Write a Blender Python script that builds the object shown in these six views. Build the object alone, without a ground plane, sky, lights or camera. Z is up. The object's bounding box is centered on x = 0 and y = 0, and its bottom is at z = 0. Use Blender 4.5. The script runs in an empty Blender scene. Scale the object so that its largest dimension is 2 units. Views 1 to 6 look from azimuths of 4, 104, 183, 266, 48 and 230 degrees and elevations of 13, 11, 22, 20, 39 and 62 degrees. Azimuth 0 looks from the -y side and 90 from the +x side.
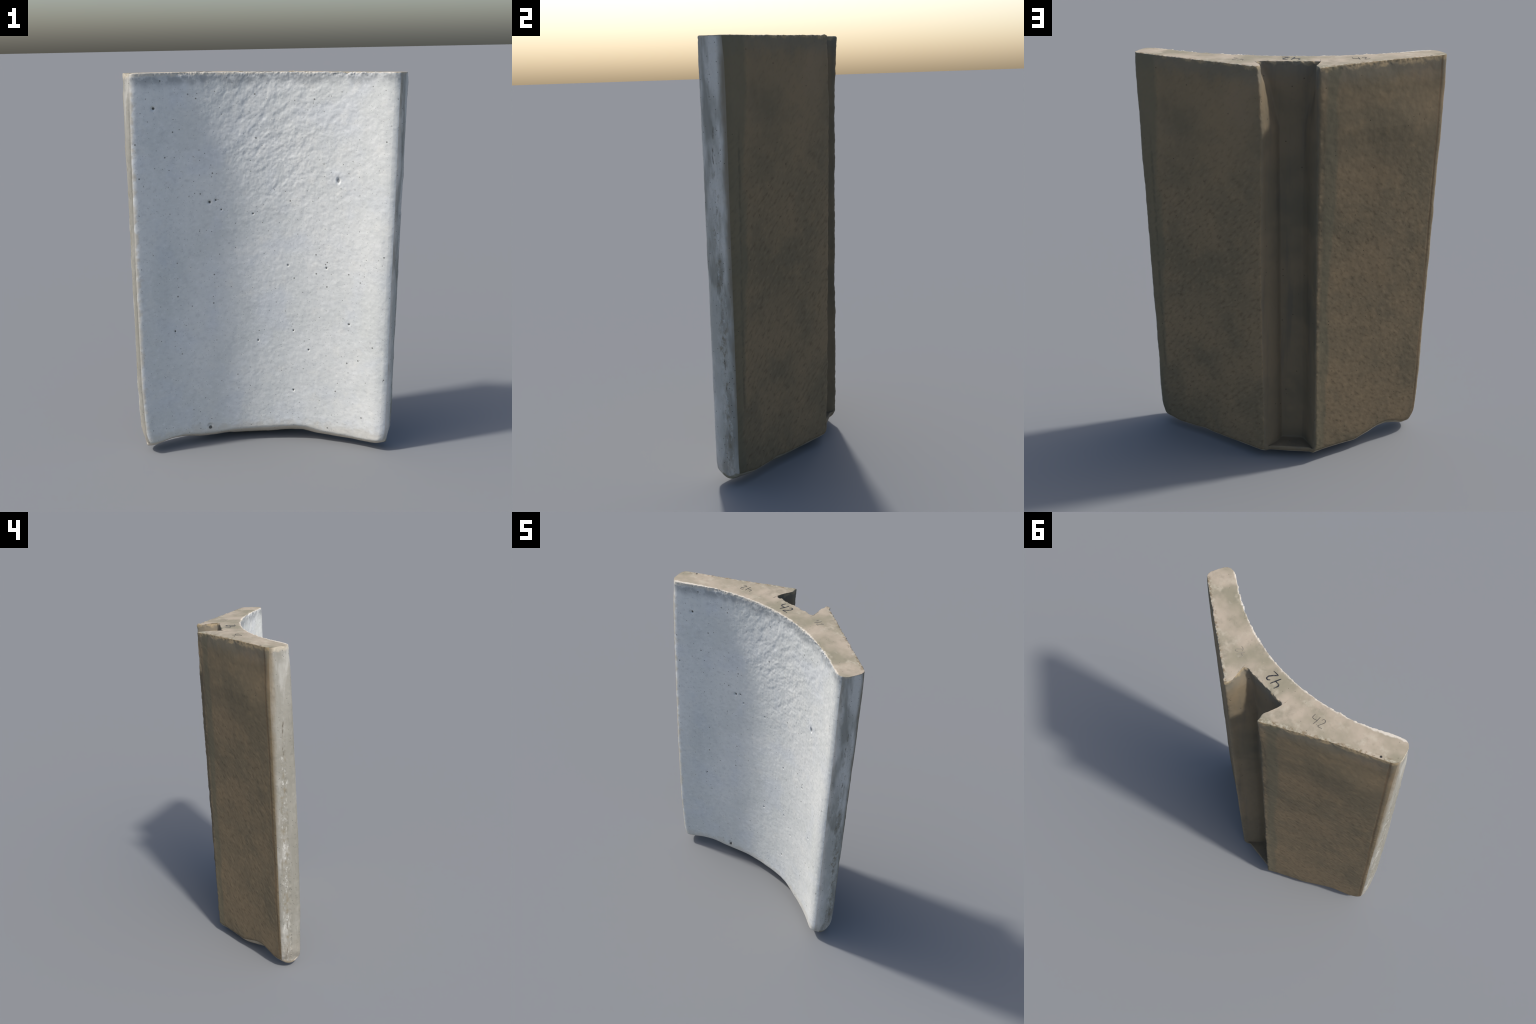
"""Curved mould segment: a concave wall block with a V-shaped back, a dovetail
groove down the back ridge and hand-written numbers on its top face."""
import bpy, math
import numpy as np

# ----------------------------------------------------------------------------
# noise helpers (seeded, vectorised gradient noise)
# ----------------------------------------------------------------------------
def _hash_grad(ix, iy, iz, seed):
    h = (ix * 374761393 + iy * 668265263 + iz * 2147483647 + seed * 144665) & 0xFFFFFFFF
    h = ((h ^ (h >> 13)) * 1274126177) & 0xFFFFFFFF
    h = (h ^ (h >> 16)) & 0xFFFFFFFF
    a = (h & 0xFFFF) / 65535.0 * 2 * math.pi
    zc = ((h >> 16) & 0xFFFF) / 65535.0 * 2 - 1
    r = np.sqrt(np.maximum(0, 1 - zc * zc))
    return r * np.cos(a), r * np.sin(a), zc


def noise(p, seed=0):
    """Gradient noise, roughly -1..1, for points p (n,3)."""
    p = np.asarray(p, float)
    i = np.floor(p).astype(np.int64)
    f = p - i
    w = f * f * f * (f * (f * 6 - 15) + 10)
    out = np.zeros(len(p))
    for dx in (0, 1):
        wx = w[:, 0] if dx else 1 - w[:, 0]
        for dy in (0, 1):
            wy = w[:, 1] if dy else 1 - w[:, 1]
            for dz in (0, 1):
                wz = w[:, 2] if dz else 1 - w[:, 2]
                gx, gy, gz = _hash_grad(i[:, 0] + dx, i[:, 1] + dy, i[:, 2] + dz, seed)
                out += wx * wy * wz * (gx * (f[:, 0] - dx) + gy * (f[:, 1] - dy) + gz * (f[:, 2] - dz))
    return out * 1.5


def fbm(p, octaves=3, seed=0, gain=0.5):
    s, a, q = 0.0, 1.0, np.asarray(p, float)
    for o in range(octaves):
        s = s + a * noise(q, seed + 17 * o)
        q = q * 2.03 + 3.7
        a *= gain
    return s


def smooth(a, b, x):
    t = np.clip((x - a) / (b - a), 0, 1)
    return t * t * (3 - 2 * t)


def bell(x, c, w):
    return np.exp(-((x - c) / w) ** 2)


# ----------------------------------------------------------------------------
# the plan: front arc, back outline, at each height
# ----------------------------------------------------------------------------
NT, NS = 600, 48                      # samples along the plan, across the wall
Z_KEYS = [0.05, 0.40, 0.90, 1.35, 1.70, 1.90, 1.985]   # heights of the plan keys

# back outline: (t along the plan, x at each height key, y at each height key)
BACK = [
    (0.000, [-.706, -.713, -.715, -.717, -.721, -.723, -.723], [-.138, -.130, -.122, -.112, -.106, -.104, -.102]),  # edge at -x
    (0.150, [-.460, -.457, -.452, -.452, -.451, -.450, -.450], [0.028, 0.040, 0.050, 0.066, 0.078, 0.069, 0.062]),  # wing middle
    (0.305, [-.215, -.204, -.194, -.190, -.182, -.180, -.178], [0.193, 0.208, 0.218, 0.228, 0.237, 0.243, 0.246]),  # lip, outer
    (0.325, [-.182, -.172, -.159, -.154, -.148, -.144, -.140], [0.222, 0.232, 0.241, 0.247, 0.256, 0.267, 0.274]),  # lip, nose
    (0.340, [-.169, -.161, -.148, -.136, -.132, -.124, -.126], [0.202, 0.204, 0.210, 0.220, 0.226, 0.226, 0.226]),  # mouth
    (0.405, [-.132, -.124, -.110, -.101, -.096, -.128, -.152], [0.124, 0.122, 0.132, 0.150, 0.154, 0.138, 0.134]),  # groove corner
    (0.420, [-.112, -.104, -.090, -.082, -.080, -.106, -.132], [0.098, 0.102, 0.112, 0.130, 0.126, 0.121, 0.121]),
    (0.575, [-.004, 0.004, 0.014, 0.022, 0.032, 0.084, 0.120], [0.100, 0.104, 0.116, 0.134, 0.130, 0.127, 0.129]),
    (0.590, [0.012, 0.018, 0.028, 0.036, 0.044, 0.098, 0.142], [0.138, 0.136, 0.146, 0.162, 0.158, 0.143, 0.143]),  # groove corner
    (0.668, [0.056, 0.064, 0.078, 0.080, 0.084, 0.102, 0.110], [0.196, 0.204, 0.214, 0.224, 0.230, 0.226, 0.224]),  # mouth
    (0.683, [0.074, 0.080, 0.094, 0.098, 0.098, 0.110, 0.119], [0.220, 0.235, 0.249, 0.262, 0.270, 0.271, 0.270]),  # lip, nose
    (0.700, [0.112, 0.116, 0.130, 0.136, 0.138, 0.146, 0.152], [0.200, 0.215, 0.229, 0.242, 0.248, 0.248, 0.247]),  # lip, outer
    (0.850, [0.385, 0.392, 0.408, 0.419, 0.427, 0.434, 0.438], [0.050, 0.058, 0.069, 0.087, 0.098, 0.098, 0.097]),  # wing middle
    (1.000, [0.656, 0.665, 0.683, 0.700, 0.713, 0.720, 0.722], [-.078, -.072, -.066, -.059, -.053, -.052, -.053]),  # edge at +x
]
FRONT_X0 = [-.658, -.672, -.676, -.674, -.672, -.668, -.666]   # where the arc stops at -x
FRONT_X1 = [0.626, 0.638, 0.652, 0.666, 0.676, 0.682, 0.684]   # ... and at +x
T_LIP0, T_LIP1 = 0.325, 0.683

# bottom contour heights (x, z) along the front edge and along the back edge
FOOT_FRONT = [(-.70, .052), (-.64, .048), (-.58, .046), (-.53, .056), (-.46, .060), (-.38, .048), (-.31, .044),
              (-.19, .052), (0.0, .056), (.14, .070), (.20, .065), (.28, .045), (.36, .040), (.43, .038),
              (.50, .038), (.58, .044), (.65, .056)]
FOOT_BACK = [(-.70, .046), (-.64, .050), (-.60, .074), (-.55, .094), (-.50, .090), (-.455, .068), (-.38, .040),
             (-.31, .044), (-.21, .048), (-.10, .045), (0.0, .040), (.10, .036), (.20, .038), (.30, .034), (.36, .036),
             (.40, .042), (.47, .034), (.55, .032), (.64, .046)]


def zkey(vals, z):
    return np.interp(z, Z_KEYS, vals)


def front_xy(t, z):
    x0, x1 = zkey(FRONT_X0, z), zkey(FRONT_X1, z)
    x = x0 + (x1 - x0) * t
    apex = -0.050 + 0.025 * z
    y = apex - 0.479 * x * x + 0.0246 * x
    # the arc levels out just before the +x nose
    xe = x1 - 0.085
    ye = apex - 0.479 * xe * xe + 0.0246 * xe
    slope = -2 * 0.479 * xe + 0.0246
    over = np.maximum(x - xe, 0)
    y = np.where(x > xe, ye + slope * over * (1 - 0.5 * over / 0.085), y)
    # gentle swellings of the arc near both ends
    y = y - 0.013 * np.exp(-((x + .58) / .09) ** 2) * smooth(.1, .9, z)
    y = y - 0.007 * np.exp(-((x - .55) / .07) ** 2) * (1 - smooth(1.0, 1.5, z))
    return x, y


def back_xy(t, z):
    tk = np.array([b[0] for b in BACK])
    X = np.stack([zkey(b[1], z) for b in BACK])
    Y = np.stack([zkey(b[2], z) for b in BACK])
    j = np.clip(np.searchsorted(tk, t, side='right') - 1, 0, len(tk) - 2)
    f = (t - tk[j]) / (tk[j + 1] - tk[j])
    k = np.arange(len(t))
    return X[j, k] * (1 - f) + X[j + 1, k] * f, Y[j, k] * (1 - f) + Y[j + 1, k] * f


def top_z(x, y):
    return 1.9905 - 0.0115 * x / 0.7 - 0.012 * y


# rows: a short foot, a block of rows that carries the groove floor, then the wall
N_FOOT, N_FLOOR, N_WALL = 7, 26, 560
NZ = N_FOOT + N_FLOOR + N_WALL + 1
rows = np.arange(NZ)
g_plain = np.interp(rows, [0, N_FOOT, N_FOOT + N_FLOOR, NZ - 1], [0, .010, .028, 1.0])
z_slot_low = np.interp(rows, [0, N_FOOT, N_FOOT + N_FLOOR], [.030, .056, .050])
floor_mix = smooth(N_FOOT - .5, N_FOOT + N_FLOOR + .5, rows)      # 0 at the sill rim, 1 at the groove wall

T = np.linspace(0, 1, NT)


def side_grid(front):
    """Grid (NT, NZ, 3) of the front or the back side."""
    tt = np.repeat(T, NZ)
    r = np.tile(rows, NT)
    xa = np.interp(tt, [0, 1], [-.66, .63])
    foot = np.interp(xa, *zip(*FOOT_FRONT)) if front else None
    if front:
        zb = foot
        z = zb + (1.989 - zb) * g_plain[r]
        for _ in range(2):
            x, y = front_xy(tt, z)
            zb = np.interp(x, *zip(*FOOT_FRONT))
            z = zb + (top_z(x, y) - zb) * g_plain[r]
        x, y = front_xy(tt, z)
    else:
        z = .06 + 1.93 * g_plain[r]
        in_slot = smooth(T_LIP0, T_LIP0 + .02, tt) * (1 - smooth(T_LIP1 - .02, T_LIP1, tt))
        for _ in range(2):
            x, y = back_xy(tt, z)
            zb = np.interp(x, *zip(*FOOT_BACK))
            z = zb + (top_z(x, y) - zb) * g_plain[r]
        k = N_FOOT + N_FLOOR
        top_of_floor = g_plain[k]
        up = np.clip((g_plain[r] - top_of_floor) / (1 - top_of_floor), 0, 1)
        zs = np.where(r <= k, z_slot_low[np.minimum(r, k)], .050 + (top_z(x, y) - .050) * up)
        z = z * (1 - in_slot) + zs * in_slot
        x, y = back_xy(tt, z)
        # sill: below the floor the groove is bridged by a low web
        lx0, ly0 = back_xy(np.full_like(tt, T_LIP0), z)
        lx1, ly1 = back_xy(np.full_like(tt, T_LIP1), z)
        q = np.clip((tt - T_LIP0) / (T_LIP1 - T_LIP0), 0, 1)
        fx = lx0 + (lx1 - lx0) * q
        fy = ly0 + (ly1 - ly0) * q - 0.022 * np.minimum(1, 9 * q * (1 - q))
        m = floor_mix[r]
        ins = (tt > T_LIP0) & (tt < T_LIP1)
        x = np.where(ins, fx + (x - fx) * m, x)
        y = np.where(ins, fy + (y - fy) * m, y)
    # worn lower corners of both ends
    zz = np.clip((0.13 - z) / 0.13, 0, 1)
    endm = np.where(tt < .5, 1 - smooth(0, .07, tt), 0)
    x = x + endm * 0.042 * zz ** 1.8
    endp = np.where(tt > .5, smooth(.93, 1, tt), 0)
    x = x - endp * 0.034 * zz ** 2
    return np.stack([x, y, z], -1).reshape(NT, NZ, 3)


front = side_grid(True)
back = side_grid(False)


def round_nose(A, B, end, r, cols):
    """bend the last columns of side A round the corner towards side B (plan rounding)"""
    order = np.arange(cols) if end == 0 else NT - 1 - np.arange(cols)
    corner = A[order[0]].copy()
    start = A[order[-1]].copy()
    d = B[order[0]] - corner
    length = np.linalg.norm(d, axis=1, keepdims=True)
    rr = r + .022 * smooth(1.86, 1.98, corner[:, 2:3])        # noses are rounder at the top
    stop = corner + d / length * np.minimum(rr, .42 * length)
    for k, c in enumerate(order):
        u = k / (cols - 1)                     # 0 on the end face, 1 on the side
        A[c] = (1 - u) ** 2 * stop + 2 * u * (1 - u) * corner + u * u * start


f0, b0 = front.copy(), back.copy()
NOSE = {'front0': 20, 'front1': 20, 'back0': 10, 'back1': 10}
round_nose(front, b0, 0, .042, NOSE['front0'])
round_nose(front, b0, 1, .034, NOSE['front1'])
round_nose(back, f0, 0, .028, NOSE['back0'])
round_nose(back, f0, 1, .028, NOSE['back1'])

# ----------------------------------------------------------------------------
# closed surface as a topological box (t, s, row)
# ----------------------------------------------------------------------------
S = np.linspace(0, 1, NS)
ids = {}
chunks, total = [], 0


def add(points):
    global total
    n = points.reshape(-1, 3).shape[0]
    a = np.arange(total, total + n).reshape(points.shape[:-1])
    chunks.append(points.reshape(-1, 3))
    total += n
    return a


idF = add(front)
idB = add(back)
s_in = S[1:-1]


def between(a, b):
    return a[..., None, :] * (1 - s_in[:, None]) + b[..., None, :] * s_in[:, None]


idE0 = add(between(front[0, 1:-1], back[0, 1:-1]))          # end at -x (rows, s)
idE1 = add(between(front[-1, 1:-1], back[-1, 1:-1]))        # end at +x
top_pts = between(front[:, -1], back[:, -1])
bot_pts = between(front[:, 0], back[:, 0])
bx = bot_pts[..., 0]
bulge = 4 * s_in * (1 - s_in)
bot_pts[..., 2] -= bulge[None, :] * (0.036 + 0.024 * bell(bx, -.08, .35))
idT = add(top_pts)
idD = add(bot_pts)

P = np.concatenate(chunks)

# full index grids including shared borders
gT = np.concatenate([idF[:, -1][:, None], idT, idB[:, -1][:, None]], 1)
gD = np.concatenate([idF[:, 0][:, None], idD, idB[:, 0][:, None]], 1)


def end_full(inner, t):
    mid = np.concatenate([idF[t, 1:-1][:, None], inner, idB[t, 1:-1][:, None]], 1)
    return np.concatenate([gD[t][None], mid, gT[t][None]], 0)


gE0 = end_full(idE0, 0)
gE1 = end_full(idE1, -1)


def quads(g, flip=False):
    a, b, c, d = g[:-1, :-1], g[1:, :-1], g[1:, 1:], g[:-1, 1:]
    q = np.stack([a, b, c, d], -1).reshape(-1, 4)
    return q[:, ::-1] if flip else q


qF = quads(idF)                   # normal -y
qB = quads(idB, True)             # normal +y
qT = quads(gT)                    # normal +z
qD = quads(gD, True)
qE0 = quads(gE0, False)
qE1 = quads(gE1, True)

# which columns of the back are wing / groove
tc = (T[:-1] + T[1:]) / 2
col = np.repeat(tc, NZ - 1)
groove_cols = (col > T_LIP0) & (col < T_LIP1)
ci = np.repeat(np.arange(NT - 1), NZ - 1)
f_lo, f_hi = ci < NOSE['front0'] // 2, ci >= NT - 1 - NOSE['front1'] // 2 - 2
b_lo, b_hi = ci < NOSE['back0'] // 2, ci >= NT - 1 - NOSE['back1'] // 2
parts = {
    'concave_face': qF[~f_lo & ~f_hi],
    'back_face': qB[(col <= T_LIP0) & ~b_lo],
    'back_face.001': qB[(col >= T_LIP1) & ~b_hi],
    'dovetail_groove': qB[groove_cols],
    'end_face': np.concatenate([qE0, qF[f_lo], qB[b_lo]]),
    'end_face.001': np.concatenate([qE1, qF[f_hi], qB[b_hi]]),
    'top_face': qT,
    'underside': qD,
}
Q = np.concatenate(list(parts.values()))


def normals(P):
    a, b, c, d = (P[Q[:, k]] for k in range(4))
    n = np.cross(c - a, d - b)
    out = np.stack([np.bincount(Q.ravel(), np.repeat(n[:, k], 4), len(P)) for k in range(3)], -1)
    return out / np.maximum(np.linalg.norm(out, axis=1, keepdims=True), 1e-12)


# make sure the faces look outwards
def volume(P):
    a, b, c, d = (P[Q[:, k]] for k in range(4))
    return np.einsum('ij,ij->', a, np.cross(b, c)) + np.einsum('ij,ij->', a, np.cross(c, d))


# ----------------------------------------------------------------------------
# worn edges: local Laplacian smoothing, weight by edge
# ----------------------------------------------------------------------------
W = np.zeros(len(P))


def raise_w(idx, val):
    np.maximum.at(W, idx.ravel(), np.broadcast_to(val, idx.shape).ravel())


def edge_band(g, axis, side, width, val):
    """weight near one border of an index grid, fading inwards"""
    for k in range(width):
        sl = [slice(None)] * 2
        sl[axis] = k if side == 0 else -1 - k
        raise_w(g[tuple(sl)], val * (1 - k / width))


for g in (idF, idB):
    edge_band(g, 1, 1, 7, .10)           # top edges stay crisp
    edge_band(g, 1, 0, 34, .70)          # foot edges are round
    edge_band(g, 0, 0, 12, .55)
    edge_band(g, 0, 1, 16, .75)
for g in (gT,):
    edge_band(g, 1, 0, 4, .10)
    edge_band(g, 1, 1, 4, .10)
    edge_band(g, 0, 0, 8, .15)
    edge_band(g, 0, 1, 8, .25)
for g in (gE0, gE1):
    edge_band(g, 1, 0, 12, .60)
    edge_band(g, 1, 1, 10, .50)
    edge_band(g, 0, 0, 40, .9)
    edge_band(g, 0, 1, 6, .12)
raise_w(gD, .9)
for key, v in ((1, .5), (2, .35), (3, .6), (4, .6), (5, .9), (6, .9), (7, .9), (8, .9), (9, .6), (10, .6), (11, .35), (12, .5)):
    tk = BACK[key][0]
    c = int(round(tk * (NT - 1)))
    for dc in range(-6, 7):
        raise_w(idB[c + dc, :-8], v * (1 - abs(dc) / 7))
        raise_w(idB[c + dc, -8:], .45 * v * (1 - abs(dc) / 7))
c0, c1 = int(T_LIP0 * NT), int(T_LIP1 * NT)
raise_w(idB[c0:c1, :N_FOOT + N_FLOOR + 8], .8)

W *= 0.75 + 0.35 * np.clip(noise(P * 9.0, 5), -1, 1)
W = np.clip(W, 0, 1)
mask = W > 1e-4
touch = mask[Q].any(1)
Qs = Q[touch]
src = np.concatenate([Qs[:, k] for k in range(4)] + [Qs[:, k] for k in range(4)])
dst = np.concatenate([Qs[:, (k + 1) % 4] for k in range(4)] + [Qs[:, (k - 1) % 4] for k in range(4)])
used = np.unique(src)
remap = np.full(len(P), -1)
remap[used] = np.arange(len(used))
src, dst = remap[src], remap[dst]
L = P[used].copy()
Wl = (W * mask)[used][:, None]
cnt = np.bincount(src, minlength=len(used))[:, None]
for it in range(45):
    avg = np.stack([np.bincount(src, L[dst, k], len(used)) for k in range(3)], -1) / cnt
    L += 0.6 * Wl * (avg - L)
P[used] = L

# ----------------------------------------------------------------------------
# relief
# ----------------------------------------------------------------------------
N = normals(P)
if volume(P) < 0:
    for k in parts:
        parts[k] = parts[k][:, ::-1]
    Q = Q[:, ::-1]
    N = -N

is_f = np.zeros(len(P)); is_f[idF.ravel()] = 1
is_b = np.zeros(len(P)); is_b[idB.ravel()] = 1
is_e = np.zeros(len(P)); is_e[idE0.ravel()] = 1; is_e[idE1.ravel()] = 1
is_t = np.zeros(len(P)); is_t[idT.ravel()] = 1
x, y, z = P.T
disp = 0.0012 * fbm(P * 6.0, 2, 3) + 0.0007 * fbm(P * 26.0, 2, 4)

# hammered relief on the upper part of the concave face
ang = math.radians(38)
u = x * math.cos(ang) + z * math.sin(ang)
v = -x * math.sin(ang) + z * math.cos(ang)
wob = 0.012 * noise(P * 11.0, 61)
uv = np.stack([u * 18 + wob * 30, (v + wob) * 30, x * 0 + .3], -1)
ham = .75 * fbm(uv, 2, 21, .45) + .9 * noise(np.stack([u * 13, v * 19, x * 0 + .7], -1), 23)
zone = bell(x, 0.03, .33) * smooth(1.05, 1.6, z) + .35 * bell(x, .35, .3) * smooth(.4, 1.3, z) + .12
disp += is_f * 0.0017 * ham * zone * (.6 + .8 * np.clip(noise(P * 5.0, 24) + .4, 0, 1)) * (1 - smooth(1.94, 1.98, z) * .5)
disp += is_f * 0.0006 * fbm(P * 60.0, 2, 31) * (0.4 + zone)

# brushed pits on the back wings: strokes fall towards the outer edges
sgn = np.where(x < 0, -1.0, 1.0)
w_ = np.where(x < 0, -x * .86 + y * -.5, x * .86 - y * .5)
a2 = math.radians(40)
u2 = w_ * math.cos(a2) - z * math.sin(a2)
v2 = w_ * math.sin(a2) + z * math.cos(a2)
st = np.where(x < 0, noise(np.stack([u2 * 34, v2 * 75, x * 0], -1), 41), noise(np.stack([u2 * 34, (w_ * -math.sin(a2) * 0 + v2) * 75, x * 0 + 5], -1), 42))
low = 1 - .6 * smooth(1.25, 1.75, z)
disp += is_b * low * (-0.0014 * np.clip(st - .32, 0, 1) + 0.0002 * st)

disp += is_b * (0.009 * bell(x, -.56, .12) * bell(z, 1.68, .16) - .004 * bell(x, -.30, .12) * bell(z, .85, .35))

# ragged end seams
for g, xs in ((idE0, -1), (idE1, 1)):
    ii = g.ravel()
    pe = P[ii]
    s = np.tile(s_in, g.shape[0])
    seam = .46 + .05 * noise(np.stack([pe[:, 2] * 4, pe[:, 2] * 0, pe[:, 2] * 0 + xs], -1), 7)
    rag = bell(s, seam, .10) * smooth(1.80, 1.35, pe[:, 2])
    disp[ii] += rag * (0.0035 * fbm(pe * np.array([45, 45, 30]), 3, 50 + xs) - .0012)

# chipped rims: top edges and groove lips
rim = np.zeros(len(P))
for gg, k in ((idF, -1), (idB, -1)):
    for d in range(8):
        rim[gg[:, k - d]] = np.maximum(rim[gg[:, k - d]], 1 - d / 8)
for d in range(4):
    for j in (d, -1 - d):
        rim[gT[:, j]] = np.maximum(rim[gT[:, j]], .8 - d / 5)
        rim[gT[j, :]] = np.maximum(rim[gT[j, :]], .8 - d / 5)
chip = np.clip(fbm(P * np.array([30, 30, 30]), 3, 77, .6), -1, 1)
worn = np.clip(.45 + 1.3 * noise(P * np.array([6, 6, 3]), 78), .1, 1.3)
disp += rim * ((0.0065 + .003 * is_f) * chip * worn - .001) + rim * .0022 * fbm(P * 85.0, 2, 79)
lip = np.zeros(len(P))
for tk in (T_LIP0, T_LIP1):
    c = int(round(tk * (NT - 1)))
    for dc in range(-9, 10):
        lip[idB[c + dc]] = np.maximum(lip[idB[c + dc]], 1 - abs(dc) / 10)
disp += lip * (0.004 * fbm(P * np.array([14, 14, 11]), 2, 88) + 0.0022 * chip)
vert = np.zeros(len(P))
for gg in (idF, idB):
    for d in range(10):
        for c in (d, -1 - d):
            vert[gg[c]] = np.maximum(vert[gg[c]], 1 - d / 10)
disp += vert * (0.0034 * fbm(P * np.array([12, 12, 9]), 4, 99, .6))

# casting line down both back wings, just inside the outer edge
for xl, z0, z1, d in ((.632, .32, 1.62, .0018), (-.690, .10, 1.97, .0012)):
    lx = xl + .006 * noise(np.stack([z * 2.3, z * 0, z * 0 + xl], -1), 14) + np.where(xl > 0, .022 * (z - 1.0), -.004 * (z - 1))
    disp -= is_b * d * bell(x, lx, .004) * smooth(z0, z0 + .1, z) * (1 - smooth(z1 - .1, z1, z))

# named blow-holes in the concave face: (x, z, radius, depth, tall)
HOLES = [(-.555, 1.824, .009, .008, 1.0), (-.299, 1.332, .009, .008, 1.0), (-.267, 1.341, .006, .006, 1.0),
         (.369, 1.438, .009, .007, 1.7), (.131, .625, .005, .004, 1.0), (.128, .288, .006, .004, 1.0),
         (.308, .975, .006, .004, 1.0), (-.490, .660, .005, .004, 1.4), (.105, .984, .005, .004, 1.0),
         (-.326, .093, .012, .007, .9), (-.076, 1.262, .005, .004, 1.0), (.212, .52, .005, .004, 1.0),
         (-.06, .57, .005, .004, 1.0), (.425, .68, .006, .004, 1.0), (-.24, 1.29, .005, .004, 1.0)]
for hx, hz, r, d, tall in HOLES:
    q2 = ((x - hx) / r) ** 2 + ((z - hz) / (r * tall)) ** 2
    disp -= is_f * d * np.exp(-q2 * q2 * .6)

P = P + N * disp[:, None]
P[:, 2] = np.where(P[:, 2] > 1.99, 1.99 + .010 * np.tanh((P[:, 2] - 1.99) / .010), P[:, 2])
P[:, 2] = np.where(P[:, 2] < .3, .3 - (.3 - P[:, 2]) * .3 / (.3 - P[:, 2].min()), P[:, 2])     # stand on z = 0
N = normals(P)

# ----------------------------------------------------------------------------
# materials
# ----------------------------------------------------------------------------
class Nodes:
    """tiny helper to wire node trees"""
    def __init__(self, name):
        self.mat = bpy.data.materials.new(name)
        self.mat.use_nodes = True
        self.t = self.mat.node_tree
        self.bsdf = self.t.nodes['Principled BSDF']
        self.co = self.t.nodes.new('ShaderNodeTexCoord').outputs['Object']

    def link(self, a, b):
        if hasattr(a, 'is_linked'):
            self.t.links.new(a, b)
        else:
            b.default_value = a

    def mapping(self, scale=(1, 1, 1), rot=(0, 0, 0), loc=(0, 0, 0)):
        n = self.t.nodes.new('ShaderNodeMapping')
        n.inputs['Scale'].default_value = scale
        n.inputs['Rotation'].default_value = rot
        n.inputs['Location'].default_value = loc
        self.t.links.new(self.co, n.inputs['Vector'])
        return n.outputs[0]

    def noise(self, scale, detail=3, rough=.55, vec=None, dist=0.0):
        n = self.t.nodes.new('ShaderNodeTexNoise')
        n.inputs['Scale'].default_value = scale
        n.inputs['Detail'].default_value = detail
        n.inputs['Roughness'].default_value = rough
        n.inputs['Distortion'].default_value = dist
        self.t.links.new(vec or self.co, n.inputs['Vector'])
        return n.outputs['Fac']

    def voronoi(self, scale, vec=None, rand=1.0):
        n = self.t.nodes.new('ShaderNodeTexVoronoi')
        n.inputs['Scale'].default_value = scale
        n.inputs['Randomness'].default_value = rand
        self.t.links.new(vec or self.co, n.inputs['Vector'])
        return n.outputs['Distance'], n.outputs['Color']

    def ramp(self, fac, lo, hi, a=0.0, b=1.0):
        n = self.t.nodes.new('ShaderNodeMapRange')
        n.interpolation_type = 'SMOOTHSTEP'
        n.inputs['From Min'].default_value = lo
        n.inputs['From Max'].default_value = hi
        n.inputs['To Min'].default_value = a
        n.inputs['To Max'].default_value = b
        self.t.links.new(fac, n.inputs['Value'])
        return n.outputs['Result']

    def math(self, op, a, b=0.0, c=0.0):
        n = self.t.nodes.new('ShaderNodeMath')
        n.operation = op
        self.link(a, n.inputs[0])
        self.link(b, n.inputs[1])
        self.link(c, n.inputs[2])
        return n.outputs[0]

    def mix(self, fac, a, b, mode='MIX'):
        n = self.t.nodes.new('ShaderNodeMix')
        n.data_type = 'RGBA'
        n.blend_type = mode
        self.link(fac, n.inputs['Factor'])
        self.link(a if hasattr(a, 'is_linked') else (*a, 1), n.inputs[6])
        self.link(b if hasattr(b, 'is_linked') else (*b, 1), n.inputs[7])
        return n.outputs[2]

    def xyz(self):
        n = self.t.nodes.new('ShaderNodeSeparateXYZ')
        self.t.links.new(self.co, n.inputs[0])
        return n.outputs

    def spot(self, pos, r0, r1, scale=(1, 1, 1)):
        """soft disc round a point: 1 inside r0, 0 outside r1"""
        n = self.t.nodes.new('ShaderNodeVectorMath')
        n.operation = 'SUBTRACT'
        self.t.links.new(self.co, n.inputs[0])
        n.inputs[1].default_value = pos
        m = self.t.nodes.new('ShaderNodeVectorMath')
        m.operation = 'MULTIPLY'
        self.t.links.new(n.outputs[0], m.inputs[0])
        m.inputs[1].default_value = scale
        l = self.t.nodes.new('ShaderNodeVectorMath')
        l.operation = 'LENGTH'
        self.t.links.new(m.outputs[0], l.inputs[0])
        return self.ramp(l.outputs['Value'], r0, r1, 1, 0)

    def finish(self, colour, rough, bump=None, strength=.3, dist=.002, spec=.3):
        self.link(colour, self.bsdf.inputs['Base Color'])
        self.link(rough, self.bsdf.inputs['Roughness'])
        self.bsdf.inputs['Specular IOR Level'].default_value = spec
        if bump is not None:
            b = self.t.nodes.new('ShaderNodeBump')
            b.inputs['Strength'].default_value = strength
            b.inputs['Distance'].default_value = dist
            self.t.links.new(bump, b.inputs['Height'])
            self.t.links.new(b.outputs[0], self.bsdf.inputs['Normal'])
        return self.mat


def pores(n, scale, thr, keep, vec=None):
    """sparse dark pores: voronoi cells, only some of them holed"""
    d, c = n.voronoi(scale, vec)
    sep = n.t.nodes.new('ShaderNodeSeparateColor')
    n.t.links.new(c, sep.inputs[0])
    hole = n.ramp(d, thr * .5, thr, 1, 0)  # colour only: dark dots drawn for the shade inside pores
    chosen = n.ramp(sep.outputs[0], keep, keep + .02, 1, 0)
    return n.math('MULTIPLY', hole, chosen)


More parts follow.
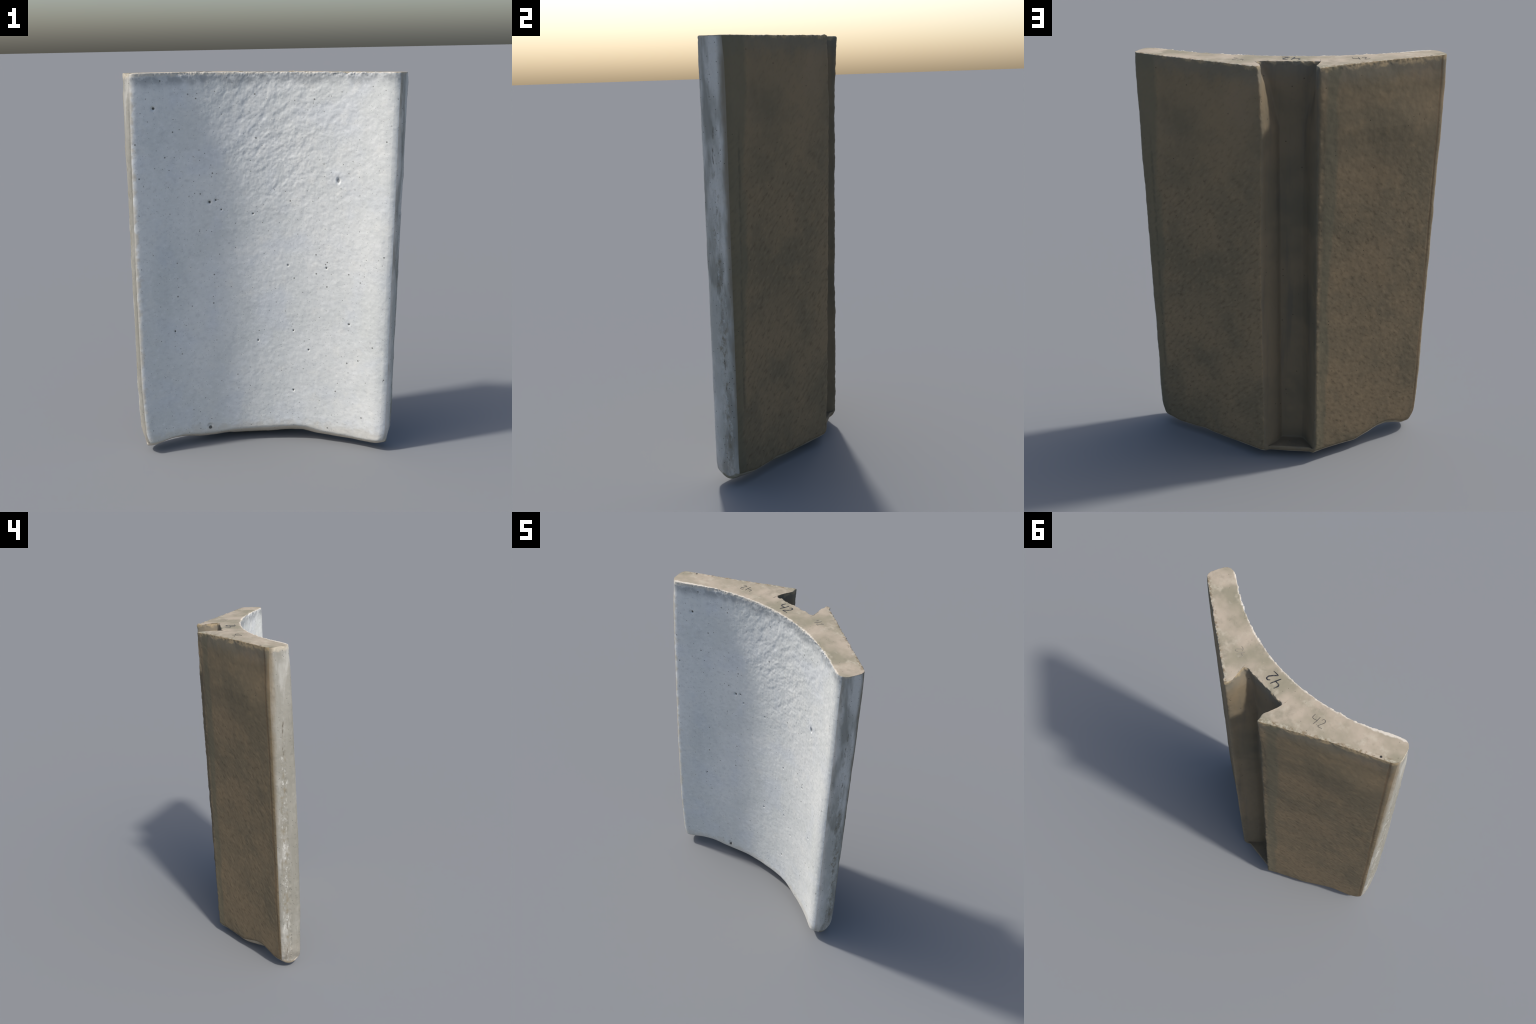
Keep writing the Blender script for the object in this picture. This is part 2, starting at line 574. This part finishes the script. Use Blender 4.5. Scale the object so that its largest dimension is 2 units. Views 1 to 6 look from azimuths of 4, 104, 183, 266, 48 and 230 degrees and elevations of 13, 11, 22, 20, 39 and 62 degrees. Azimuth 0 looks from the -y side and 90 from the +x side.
def mat_face():
    n = Nodes('pale_plaster_glaze')
    X, Y, Z = n.xyz()
    big = n.noise(2.2, 3)
    mid = n.noise(14, 4)
    fine = n.noise(120, 4, .65)
    c = n.mix(n.ramp(big, .35, .65), (.568, .584, .562), (.632, .642, .620))
    c = n.mix(n.ramp(n.noise(4.5, 3, .5, n.mapping(loc=(3, 1, 7))), .50, .68, 0, .5), c, (.57, .595, .615))
    c = n.mix(n.ramp(mid, .52, .74, 0, .45), c, (.67, .665, .62))
    grain = n.noise(34, 5, .62, n.mapping(rot=(0, .6, 0), scale=(1, 1, 1.5)))
    c = n.mix(n.ramp(grain, .50, .70, 0, .38), c, (.44, .45, .45))
    c = n.mix(n.ramp(grain, .46, .30, 0, .35), c, (.74, .745, .73))
    c = n.mix(n.ramp(fine, .55, .75, 0, .35), c, (.47, .49, .49))
    # beige wear at the rims: left nose, foot and top edge
    rag = n.math('MULTIPLY', n.math('SUBTRACT', n.noise(22, 4), .5), .10)
    e1 = n.ramp(n.math('ADD', X, rag), -.668, -.640, 1, 0)
    e2 = n.ramp(n.math('ADD', Z, rag), .075, .125, 1, 0)
    e3 = n.ramp(n.math('ADD', Z, n.math('MULTIPLY', rag, .35)), 1.972, 1.990, 0, 1)
    rim = n.math('MAXIMUM', n.math('MAXIMUM', e1, n.math('MULTIPLY', e2, .6)), e3)
    c = n.mix(n.math('MULTIPLY', rim, .75), c, (.46, .42, .34))
    # a darker damp band hangs below the top edge, with drips
    drip = n.noise(9, 4, .6, n.mapping(scale=(1, 1, .35)))
    band = n.math('MULTIPLY', n.ramp(n.math('ADD', Z, n.math('MULTIPLY', drip, .10)), 1.955, 2.025, 0, 1), n.math('SUBTRACT', 1.0, e3))
    band = n.math('MULTIPLY', band, n.ramp(n.noise(18, 4, .65), .38, .56, .45, 1))
    c = n.mix(n.math('MULTIPLY', band, .80), c, (.26, .275, .28))
    # pores
    p0 = pores(n, 17, .10, .35)
    c = n.mix(n.math('MULTIPLY', p0, .8), c, (.10, .10, .09))
    p1 = pores(n, 34, .13, .40)
    p2 = pores(n, 70, .17, .60)
    c = n.mix(n.math('MULTIPLY', p1, .72), c, (.12, .12, .11))
    c = n.mix(n.math('MULTIPLY', p2, .60), c, (.22, .22, .21))
    for hx, hz, r, d, tall in HOLES:
        k = .55 if tall > 1.45 else .9
        hy = -0.050 + 0.025 * hz - 0.479 * hx * hx + 0.0246 * hx
        c = n.mix(n.math('MULTIPLY', n.spot((hx, hy, hz), r * .55, r * .95, (1, .3, 1 / tall)), k), c, (.03, .03, .025))  # hole shadow painted near-black over the dents
    h = n.math('ADD', n.math('MULTIPLY', fine, .5), n.noise(45, 4, .6))
    return n.finish(c, n.ramp(mid, .3, .7, .55, .7), h, .35, .003, .4)


def mat_back(groove=False, tint=(1, 1, 1)):
    n = Nodes('groove_clay' if groove else 'brown_back_clay')
    X, Y, Z = n.xyz()
    big = n.noise(2.6, 3)
    mid = n.noise(9, 4, .6)
    fine = n.noise(110, 4, .65)
    c = n.mix(n.ramp(big, .35, .65), (.195, .152, .097), (.147, .123, .082))
    c = n.mix(n.ramp(mid, .5, .72, 0, .6), c, (.205, .158, .098))
    c = n.mix(n.ramp(n.noise(5, 3, .5, n.mapping(loc=(5, 5, 5))), .52, .7, 0, .6), c, (.134, .115, .079))
    # slanting brushed flecks
    if not groove:
        side = n.ramp(X, -.01, .01, -1, 1)
        w = n.math('MULTIPLY', X, side)
        comb = n.t.nodes.new('ShaderNodeCombineXYZ')
        n.link(n.math('MULTIPLY', n.math('SUBTRACT', n.math('MULTIPLY', w, .64), n.math('MULTIPLY', Z, .77)), 32), comb.inputs[0])
        n.link(n.math('MULTIPLY', n.math('ADD', n.math('MULTIPLY', w, .77), n.math('MULTIPLY', Z, .64)), 72), comb.inputs[1])
        n.link(n.math('MULTIPLY', side, 3.0), comb.inputs[2])
        fleck = n.noise(1.0, 3, .55, comb.outputs[0])
        low = n.ramp(Z, 1.25, 1.75, 1, .35)
        c = n.mix(n.math('MULTIPLY', n.ramp(fleck, .50, .74, 0, .62), low), c, (.085, .066, .042))
        c = n.mix(n.math('MULTIPLY', n.ramp(fleck, .46, .32, 0, .35), low), c, (.24, .19, .125))
        pale = n.math('MULTIPLY', n.ramp(n.noise(3.1, 2, .5, n.mapping(loc=(9, 2, 4))), .5, .66), n.ramp(Z, 1.45, 1.8, 0, 1))
        c = n.mix(n.math('MULTIPLY', pale, .4), c, (.22, .17, .115))
    else:
        groove_streak = n.noise(16, 4, .6, n.mapping(scale=(1, 1, .08)))
        c = n.mix(n.ramp(groove_streak, .5, .7, 0, .5), c, (.11, .10, .08))  # darker vertical streaks in the groove colour
    # grey band and ochre crumbs along the top edge
    rag = n.math('MULTIPLY', n.math('SUBTRACT', n.noise(26, 4), .5), .09)
    e = n.ramp(n.math('ADD', Z, rag), 1.968, 1.990, 0, 1)
    c = n.mix(n.math('MULTIPLY', n.ramp(n.math('ADD', Z, rag), 1.88, 1.97, 0, .45), 1.0), c, (.13, .135, .12))
    c = n.mix(n.math('MULTIPLY', e, .8), c, (.30, .24, .15))
    if not groove:
        # casting line near the -x edge, stained
        lx = n.math('ADD', X, n.math('MULTIPLY', n.math('SUBTRACT', n.noise(6, 3), .5), .012))
        l1 = n.math('ABSOLUTE', n.math('ADD', lx, .690))
        c = n.mix(n.ramp(l1, .002, .007, .55, 0), c, (.09, .06, .035))
        l2 = n.math('ABSOLUTE', n.math('SUBTRACT', n.math('SUBTRACT', lx, n.math('MULTIPLY', Z, .022)), .610))
        l2m = n.math('MULTIPLY', n.math('MULTIPLY', n.ramp(l2, .002, .010, .8, 0), n.ramp(n.noise(30, 4), .40, .58)), n.math('MULTIPLY', n.ramp(Z, .3, .45), n.ramp(Z, 1.5, 1.65, 1, 0)))
        c = n.mix(l2m, c, (.08, .065, .045))
        # grey-green runs beside the groove lip and along the +x edge
        edge = n.math('MULTIPLY', n.math('SUBTRACT', n.noise(7, 4, .6, n.mapping(scale=(1, 1, .3))), .5), .12)
        g1 = n.math('MULTIPLY', n.ramp(n.math('ADD', X, edge), -.235, -.215), n.ramp(X, -.19, -.165, 1, 0))
        g2 = n.ramp(n.math('ADD', X, edge), .60, .625)
        c = n.mix(n.math('MULTIPLY', n.math('MAXIMUM', n.math('MULTIPLY', g1, n.ramp(X, 0, .01, 1, 0)), g2), .6), c, (.115, .112, .080))
    p1 = pores(n, 40, .15, .13)
    c = n.mix(n.math('MULTIPLY', p1, .75), c, (.03, .027, .02))
    c = n.mix(n.ramp(fine, .55, .75, 0, .3), c, (.10, .09, .07))
    c = n.mix(1.0, c, tint, 'MULTIPLY')
    h = n.math('ADD', n.math('MULTIPLY', fine, .6), n.noise(50, 4, .6))
    return n.finish(c, .85, h, .22, .002, .25)


def mat_end(pale):
    n = Nodes('weathered_end_plaster')
    X, Y, Z = n.xyz()
    mid = n.noise(8, 4, .6, n.mapping(scale=(1, 1, .3)))
    fine = n.noise(110, 4, .65)
    if pale:
        c = n.mix(n.ramp(mid, .38, .62), (.45, .435, .39), (.60, .575, .53))
    else:
        c = n.mix(n.ramp(mid, .38, .62), (.25, .245, .215), (.42, .415, .385))
    stain = n.noise(5, 4, .6, n.mapping(scale=(1.6, 1.6, .35), loc=(2, 8, 1)))
    c = n.mix(n.ramp(stain, .46, .60, 0, .75), c, (.235, .228, .195))
    damp = n.noise(11, 4, .65, n.mapping(scale=(1, 1, .22), loc=(7, 3, 2)))
    c = n.mix(n.math('MULTIPLY', n.ramp(damp, .50, .62, 0, .6), n.ramp(Z, .9, 1.4, 1, .35)), c, (.20, .19, .155))
    # crumbly seam down the middle
    midline = n.math('ADD', Y, n.math('MULTIPLY', n.math('ABSOLUTE', X), .0))
    centre = n.ramp(X, -.1, .1, -.172, -.118)
    dist = n.math('ABSOLUTE', n.math('SUBTRACT', midline, n.math('ADD', centre, n.math('MULTIPLY', n.math('SUBTRACT', n.noise(7, 4), .5), .05))))
    low = n.ramp(Z, 1.1, 1.7, 1, .1)
    crumb = n.noise(55, 4, .7, n.mapping(scale=(1, 1, .5)))
    seam = n.math('MULTIPLY', n.ramp(dist, .004, .034, 1, 0), low)
    c = n.mix(n.math('MULTIPLY', seam, n.ramp(crumb, .50, .66, 0, .7)), c, (.19, .16, .105))
    c = n.mix(n.math('MULTIPLY', seam, n.ramp(crumb, .46, .34, 0, .6)), c, (.60, .595, .56))
    line = n.math('MULTIPLY', n.ramp(dist, .0015, .004, 1, 0), n.ramp(n.noise(9, 4), .54, .62))
    c = n.mix(n.math('MULTIPLY', line, .7), c, (.08, .065, .045))
    e = n.ramp(n.math('ADD', Z, n.math('MULTIPLY', n.math('SUBTRACT', n.noise(30, 4), .5), .06)), 1.965, 1.99, 0, .8)
    c = n.mix(e, c, (.48, .43, .34))
    foot = n.ramp(n.math('ADD', Z, n.math('MULTIPLY', mid, .2)), .15, .35, .35, 0)
    c = n.mix(foot, c, (.40, .36, .31))
    # the brown of the back laps round the rear corner
    lap = n.math('ADD', Y, n.math('MULTIPLY', n.math('SUBTRACT', n.noise(12, 4, .6, n.mapping(scale=(1, 1, .3))), .5), .05))
    c = n.mix(n.ramp(lap, *((-.092, -.060) if pale else (-.142, -.112)), 0, .85), c, (.185, .150, .098))
    c = n.mix(n.spot((-.69, -.155, 1.78), .008, .013, (1, 1, .6)), c, (.03, .025, .02))  # shadowed hole on the -x end, a painted spot without a dent
    c = n.mix(n.math('MULTIPLY', pores(n, 55, .16, .5), .8), c, (.06, .055, .045))
    c = n.mix(n.ramp(fine, .55, .75, 0, .35), c, (.24, .24, .22))
    h = n.math('ADD', n.math('MULTIPLY', fine, .5), crumb)
    return n.finish(c, .8, h, .4, .004, .3)


def mat_top(name='beige_cut_clay'):
    n = Nodes(name)
    X, Y, Z = n.xyz()
    big = n.noise(6, 3, .5)
    mid = n.noise(16, 4, .6)
    fine = n.noise(110, 4, .65)
    c = n.mix(n.ramp(big, .36, .64), (.255, .230, .165), (.385, .325, .250))
    c = n.mix(n.ramp(mid, .52, .70, 0, .6), c, (.43, .385, .30))
    c = n.mix(n.ramp(n.noise(9, 4, .6, n.mapping(loc=(4, 4, 1))), .52, .68, 0, .55), c, (.195, .180, .130))
    # pale rim toward the concave face, with pinkish crumbs
    apex = n.math('SUBTRACT', n.math('MULTIPLY', X, .0246), n.math('MULTIPLY', n.math('MULTIPLY', X, X), .479))
    d = n.math('SUBTRACT', Y, apex)
    d = n.math('ADD', d, n.math('MULTIPLY', n.math('SUBTRACT', n.noise(40, 4), .5), .03))
    c = n.mix(n.ramp(d, .001, .012, .85, 0), c, (.60, .55, .47))
    # brown crumbs along the rear edges
    right = n.ramp(X, -.001, .001)
    line_l = n.math('ADD', n.math('MULTIPLY', X, .636), .352)
    line_r = n.math('ADD', n.math('MULTIPLY', X, -.535), .333)
    rear = n.math('ADD', n.math('MULTIPLY', line_l, n.math('SUBTRACT', 1.0, right)), n.math('MULTIPLY', line_r, right))
    d2 = n.math('SUBTRACT', rear, Y)
    crumb = n.noise(48, 4, .65)
    c = n.mix(n.math('MULTIPLY', n.ramp(d2, .008, .030, 1, 0), n.ramp(crumb, .50, .60, 0, .8)), c, (.17, .125, .07))
    c = n.mix(n.math('MULTIPLY', n.ramp(d2, .010, .040, 1, 0), n.ramp(crumb, .46, .36, 0, .5)), c, (.47, .43, .34))
    c = n.mix(n.math('MULTIPLY', pores(n, 55, .14, .30), .8), c, (.08, .06, .05))
    c = n.mix(n.spot((-.637, -.066, 1.995), .005, .009), c, (.02, .02, .02))  # dark dot painted for the shade in a corner hole
    c = n.mix(n.ramp(fine, .55, .75, 0, .3), c, (.22, .20, .155))
    h = n.math('ADD', n.math('MULTIPLY', fine, .5), mid)
    return n.finish(c, .85, h, .35, .003, .25)


def mat_ink(name, col):
    n = Nodes(name)
    c = n.mix(n.ramp(n.noise(140, 3), .45, .7, 0, .45), col, (.20, .18, .15))
    return n.finish(c, .6)


M_face, M_groove, M_top = mat_face(), mat_back(True), mat_top()
M_back, M_back2 = mat_back(tint=(1.0, .95, .88)), mat_back(tint=(1.18, 1.10, 1.0))
M_end, M_end2 = mat_end(False), mat_end(True)
MATS = {'concave_face': M_face, 'back_face': M_back, 'back_face.001': M_back2, 'dovetail_groove': M_groove,
        'end_face': M_end, 'end_face.001': M_end2, 'top_face': M_top, 'underside': mat_top('underside_clay')}

# ----------------------------------------------------------------------------
# objects
# ----------------------------------------------------------------------------
scene = bpy.context.scene
root = bpy.data.objects.new('mould_segment', None)
root['label'] = 'pale concave mould segment with brown dovetail-grooved back'
root['category'] = 'mould segment'
scene.collection.objects.link(root)


def build(name, q, mat):
    vi, inv = np.unique(q, return_inverse=True)
    f = inv.reshape(-1, 4)
    me = bpy.data.meshes.new(name)
    me.vertices.add(len(vi))
    me.vertices.foreach_set('co', P[vi].astype(np.float32).ravel())
    me.loops.add(f.size)
    me.loops.foreach_set('vertex_index', f.astype(np.int32).ravel())
    me.polygons.add(len(f))
    me.polygons.foreach_set('loop_start', np.arange(0, f.size, 4, dtype=np.int32))
    me.polygons.foreach_set('use_smooth', np.ones(len(f), bool))
    me.update(calc_edges=True)
    me.normals_split_custom_set_from_vertices(N[vi].astype(np.float32))
    me.materials.append(mat)
    ob = bpy.data.objects.new(name, me)
    ob.parent = root
    scene.collection.objects.link(ob)
    return ob


for name, q in parts.items():
    build(name, q, MATS[name])


# hand-written numbers on the top: pen strokes laid on the surface
TOPV = P[gT.ravel()]


def surface_z(px, py):
    d = (TOPV[:, 0] - px) ** 2 + (TOPV[:, 1] - py) ** 2
    k = np.argsort(d)[:6]
    return float(TOPV[k, 2].max())


FOUR = [[(.10, 1.0), (.06, .62), (.18, .45), (.62, .50)], [(.66, .98), (.60, .5), (.52, 0)]]
TWO = [[(.95, .78), (1.08, .98), (1.30, .95), (1.34, .70), (1.15, .35), (.98, .05), (1.10, .02), (1.50, .06)]]


def number_mark(centre, right, size, width, mat, seed):
    """'42' written as pen strokes; right = reading direction"""
    r = np.array(right) / np.linalg.norm(right)
    up = np.array([-r[1], r[0]])
    verts, faces = [], []
    rng = np.random.default_rng(seed)
    for stroke in FOUR + TWO:
        pts = np.array(stroke) + rng.normal(0, .02, (len(stroke), 2))
        tt = np.linspace(0, len(pts) - 1, 12 * (len(pts) - 1) + 1)
        px, py = np.interp(tt, range(len(pts)), pts[:, 0]), np.interp(tt, range(len(pts)), pts[:, 1])
        for _ in range(6):
            px[1:-1] = (px[:-2] + px[1:-1] * 2 + px[2:]) / 4
            py[1:-1] = (py[:-2] + py[1:-1] * 2 + py[2:]) / 4
        xy = np.array(centre) + size * ((px - .75)[:, None] * r + (py - .5)[:, None] * up)
        d = np.gradient(xy, axis=0)
        d /= np.linalg.norm(d, axis=1, keepdims=True)
        nn = np.stack([-d[:, 1], d[:, 0]], -1)
        s = np.linspace(0, 1, len(xy))
        wid = width * (.55 + .45 * np.sin(np.pi * np.clip(s * .9 + .08, 0, 1)))
        base = len(verts)
        for i in range(len(xy)):
            for k, (o, hgt) in enumerate(((-1, -.0015), (-.6, .0012), (.6, .0012), (1, -.0015))):
                q = xy[i] + nn[i] * o * wid[i]
                verts.append((q[0], q[1], surface_z(*q) + hgt))
            if i:
                for k in range(3):
                    a = base + 4 * (i - 1) + k
                    faces.append((a, a + 4, a + 5, a + 1))
        last = base + 4 * (len(xy) - 1)
        faces.append((base, base + 1, base + 2, base + 3))
        faces.append((last + 3, last + 2, last + 1, last))
    me = bpy.data.meshes.new('number_mark')
    me.from_pydata(verts, [], faces)
    me.materials.append(mat)
    ob = bpy.data.objects.new('number_mark', me)
    ob.parent = root
    scene.collection.objects.link(ob)


ink = mat_ink('black_marker', (.012, .014, .02))
pencil = mat_ink('pencil_line', (.07, .065, .06))
faint = mat_ink('faded_pencil', (.24, .215, .17))
number_mark((-.012, .066), (1, -.06), .058, .0046, ink, 1)
number_mark((-.318, .044), (-.94, -.30), .050, .0017, pencil, 2)
number_mark((.216, .098), (.92, -.25), .040, .0032, faint, 3)
